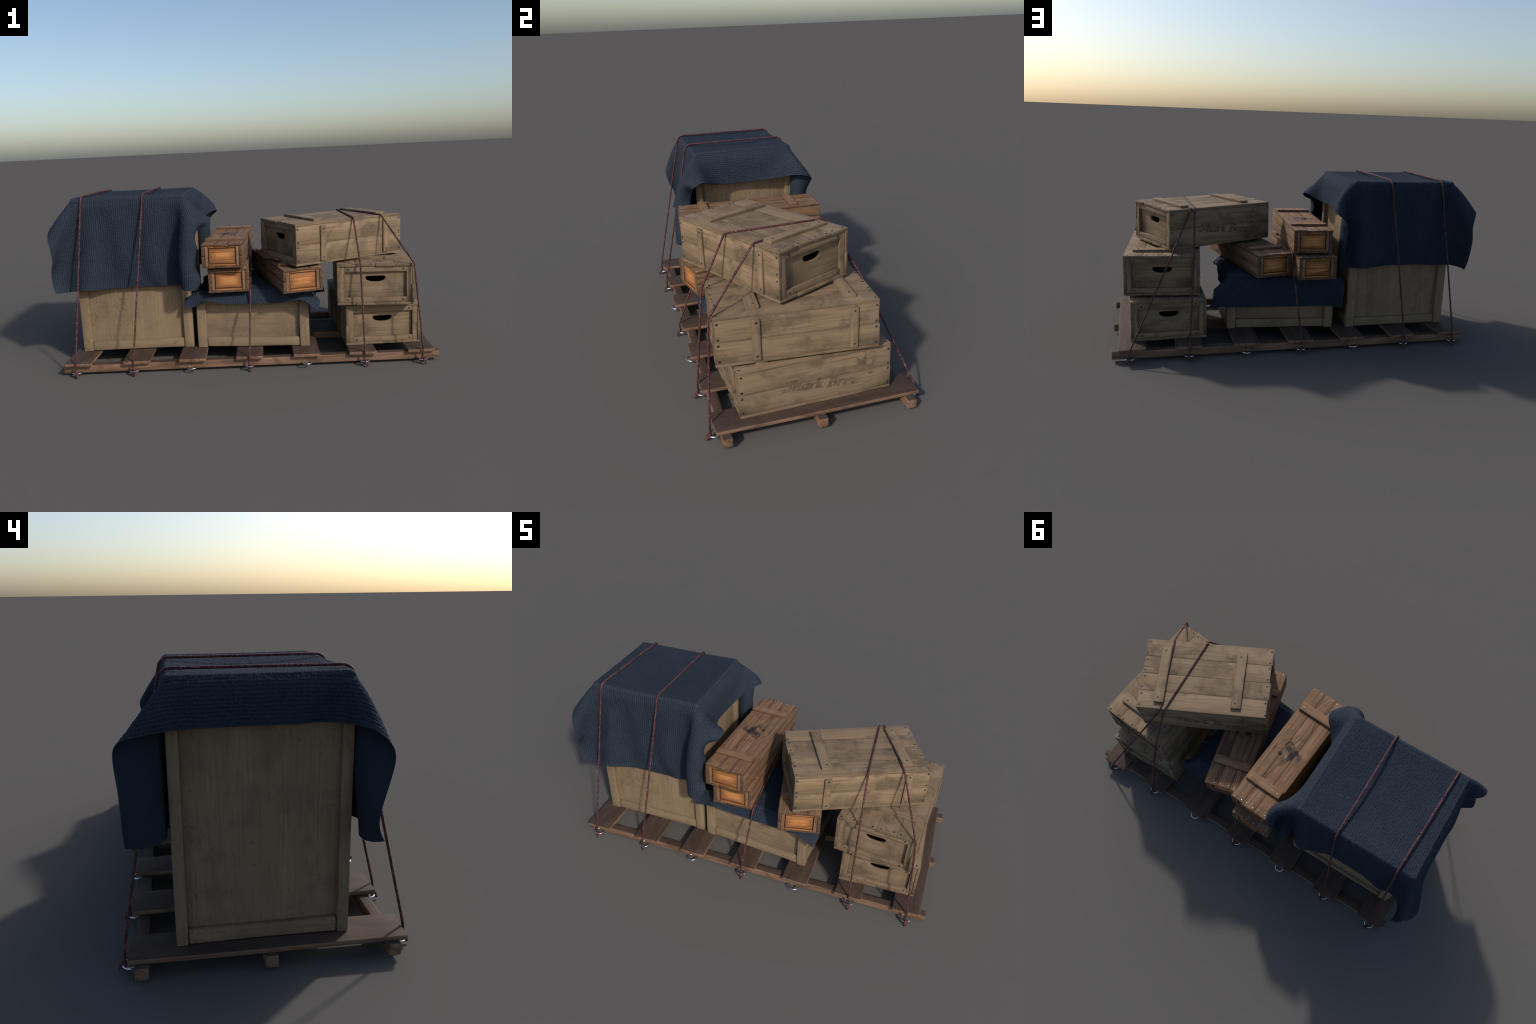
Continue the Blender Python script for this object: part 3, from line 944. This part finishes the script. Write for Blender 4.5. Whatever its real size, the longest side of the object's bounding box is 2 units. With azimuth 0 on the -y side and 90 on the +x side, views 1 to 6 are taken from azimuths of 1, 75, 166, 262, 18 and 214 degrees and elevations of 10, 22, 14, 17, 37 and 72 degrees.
low_tips = {(1, 1): (0.512, 0.264, 0.220), (-1, 1): (-0.236, 0.330, 0.208), (1, -1): (0.384, -0.380, 0.278), (-1, -1): (-0.302, -0.304, 0.306)}
low_pulls = [((-0.360 if sx < 0 else 0.372, -0.336 if sy < 0 else 0.440), low_local(p), 0.06) for (sx, sy), p in low_tips.items()]
low_pulls.append(((0.372, -0.275), low_local((0.412, -0.334, 0.307)), 0.03))
low_pulls.append(((0.372, 0.285), low_local((0.442, 0.225, 0.305)), 0.03))
low_fall = drape((-0.300 - 0.060, 0.300 + 0.072), (-0.272 - 0.064, 0.272 + 0.168), 0.3045, 0.2765, LOW_TOP + 0.001, 0.0165, 1400, pulls=low_pulls)
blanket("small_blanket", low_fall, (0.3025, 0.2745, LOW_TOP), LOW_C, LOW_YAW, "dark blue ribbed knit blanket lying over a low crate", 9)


# ------------------------------------------------------------------ lashing cords
ROPE_R = 0.0045


def rounded_path(points, fillet, step=0.0022):
    pts = [Vector(p) for p in points]
    out = [pts[0]]
    for a, b, c in zip(pts, pts[1:], pts[2:]):
        r = min(fillet, (a - b).length * 0.45, (c - b).length * 0.45)
        p, q = b + (a - b).normalized() * r, b + (c - b).normalized() * r
        for t in np.linspace(0, 1, 7):
            out.append(p * (1 - t) ** 2 + b * 2 * t * (1 - t) + q * t * t)
    out.append(pts[-1])
    dense = [out[0]]
    for a, b in zip(out, out[1:]):
        n = max(1, int((b - a).length / step))
        dense += [a.lerp(b, i / n) for i in range(1, n + 1)]
    return dense


def cord_mesh(name, path, closed_caps=True):
    """Three-strand twisted cord swept along a path."""
    sides = 12
    P = np.array([tuple(p) for p in path])
    keep = np.concatenate([[True], np.linalg.norm(np.diff(P, axis=0), axis=1) > 1e-6])
    P = P[keep]
    T = np.gradient(P, axis=0)
    T /= np.linalg.norm(T, axis=1, keepdims=True)
    L = np.concatenate([[0], np.cumsum(np.linalg.norm(np.diff(P, axis=0), axis=1))])
    n = np.cross(T[0], [0.3, 0.9, 0.2])
    rings = []
    for i in range(len(P)):
        n = n - T[i] * (n @ T[i])
        n /= np.linalg.norm(n)
        b = np.cross(T[i], n)
        a = np.arange(sides) * math.tau / sides
        lobes = 1 + 0.12 * np.cos(3 * (a - L[i] * math.tau / 0.020))
        r = ROPE_R * lobes * (1 + 0.05 * math.sin(L[i] * 170))
        rings.append(P[i] + r[:, None] * (np.cos(a)[:, None] * n + np.sin(a)[:, None] * b))
    V = np.concatenate(rings)
    m = len(P)
    F = []
    for i in range(m - 1):
        for j in range(sides):
            k = (j + 1) % sides
            F.append((i * sides + j, i * sides + k, (i + 1) * sides + k, (i + 1) * sides + j))
    F.append(tuple(range(sides))[::-1])
    F.append(tuple((m - 1) * sides + j for j in range(sides)))
    me = bpy.data.meshes.new(name)
    me.from_pydata(V.tolist(), [], F)
    me.shade_smooth()
    me.materials.append(M_ROPE)
    return me


def hitch(ring, side, dx):
    """Cord end: through the ring, around its outer bow and out as a short tail."""
    c = ring + Vector((dx, side * RING_R, 0))       # bow of the ring
    out = Vector((0, side, 0))
    up = Vector((0, 0, 1))
    pts = []
    r = 0.0078
    for i in range(15):
        a = math.pi - i * (math.tau * 0.98) / 14      # start on the inner side, go under, out, over
        pts.append(c + out * (r * math.cos(a)) - up * (r * math.sin(a)) + Vector((0.0009 * (i - 7), 0, 0)))
    pts.append(c - out * 0.004 + up * 0.0085 + Vector((0.012, 0, 0)))
    pts.append(c + out * 0.009 - up * 0.0075 + Vector((0.012, 0, 0)))
    pts.append(c + out * 0.014 - up * 0.0172 + Vector((0.004, 0, 0)))
    return pts


def cord(ring_i, over, ring_j, dxf=0.0, dxb=0.0, fillet=0.010):
    a, b = ring_place(ring_i, -1), ring_place(ring_j, 1)
    front, back = hitch(a, -1, dxf), hitch(b, 1, dxb)
    lead_f = [Vector((a.x + dxf, -0.4465, 0.070))]
    lead_b = [Vector((b.x + dxb, 0.4465, 0.070))]
    pts = rounded_path(front[::-1], 0.004) + rounded_path([front[0]] + lead_f + over + lead_b + [back[0]], fillet)[1:] + rounded_path(back, 0.004)[1:]
    base = Vector(a)
    me = cord_mesh("lashing_cord", [p - base for p in pts])
    o = add_object("lashing_cord", me)
    o.location = base
    o["label"], o["category"] = "dark red twisted cord pulled tight across the load", "rope"
    return o


V3 = lambda *p: Vector(p)
TZ = 0.9150
cord(0, [V3(-0.8195, -0.262, TZ), V3(-0.795, 0.296, TZ)], 0, fillet=0.034)
cord(1, [V3(-0.4990, -0.262, TZ), V3(-0.4955, 0.296, TZ)], 1, fillet=0.034)
cord(3, [V3(0.0385, -0.322, 0.3875), V3(0.0435, 0.245, 0.5185), V3(0.0475, 0.292, 0.512), V3(0.0495, 0.336, 0.425)], 3, 0.003, 0.0)
lid2, lid3 = B2_Z + BH + ROPE_R * 0.9, B3_Z + BH + ROPE_R * 0.9
cord(5, [V3(0.6040, -0.392, lid2), V3(0.5900, -0.2755, lid3), V3(0.5610, 0.165, lid3), V3(0.577, 0.296, lid2)], 5)
cord(6, [V3(0.8710, -0.4115, lid2 - 0.002), V3(0.7475, -0.194, lid3), V3(0.5800, 0.174, lid3), V3(0.689, 0.286, lid2)], 6)
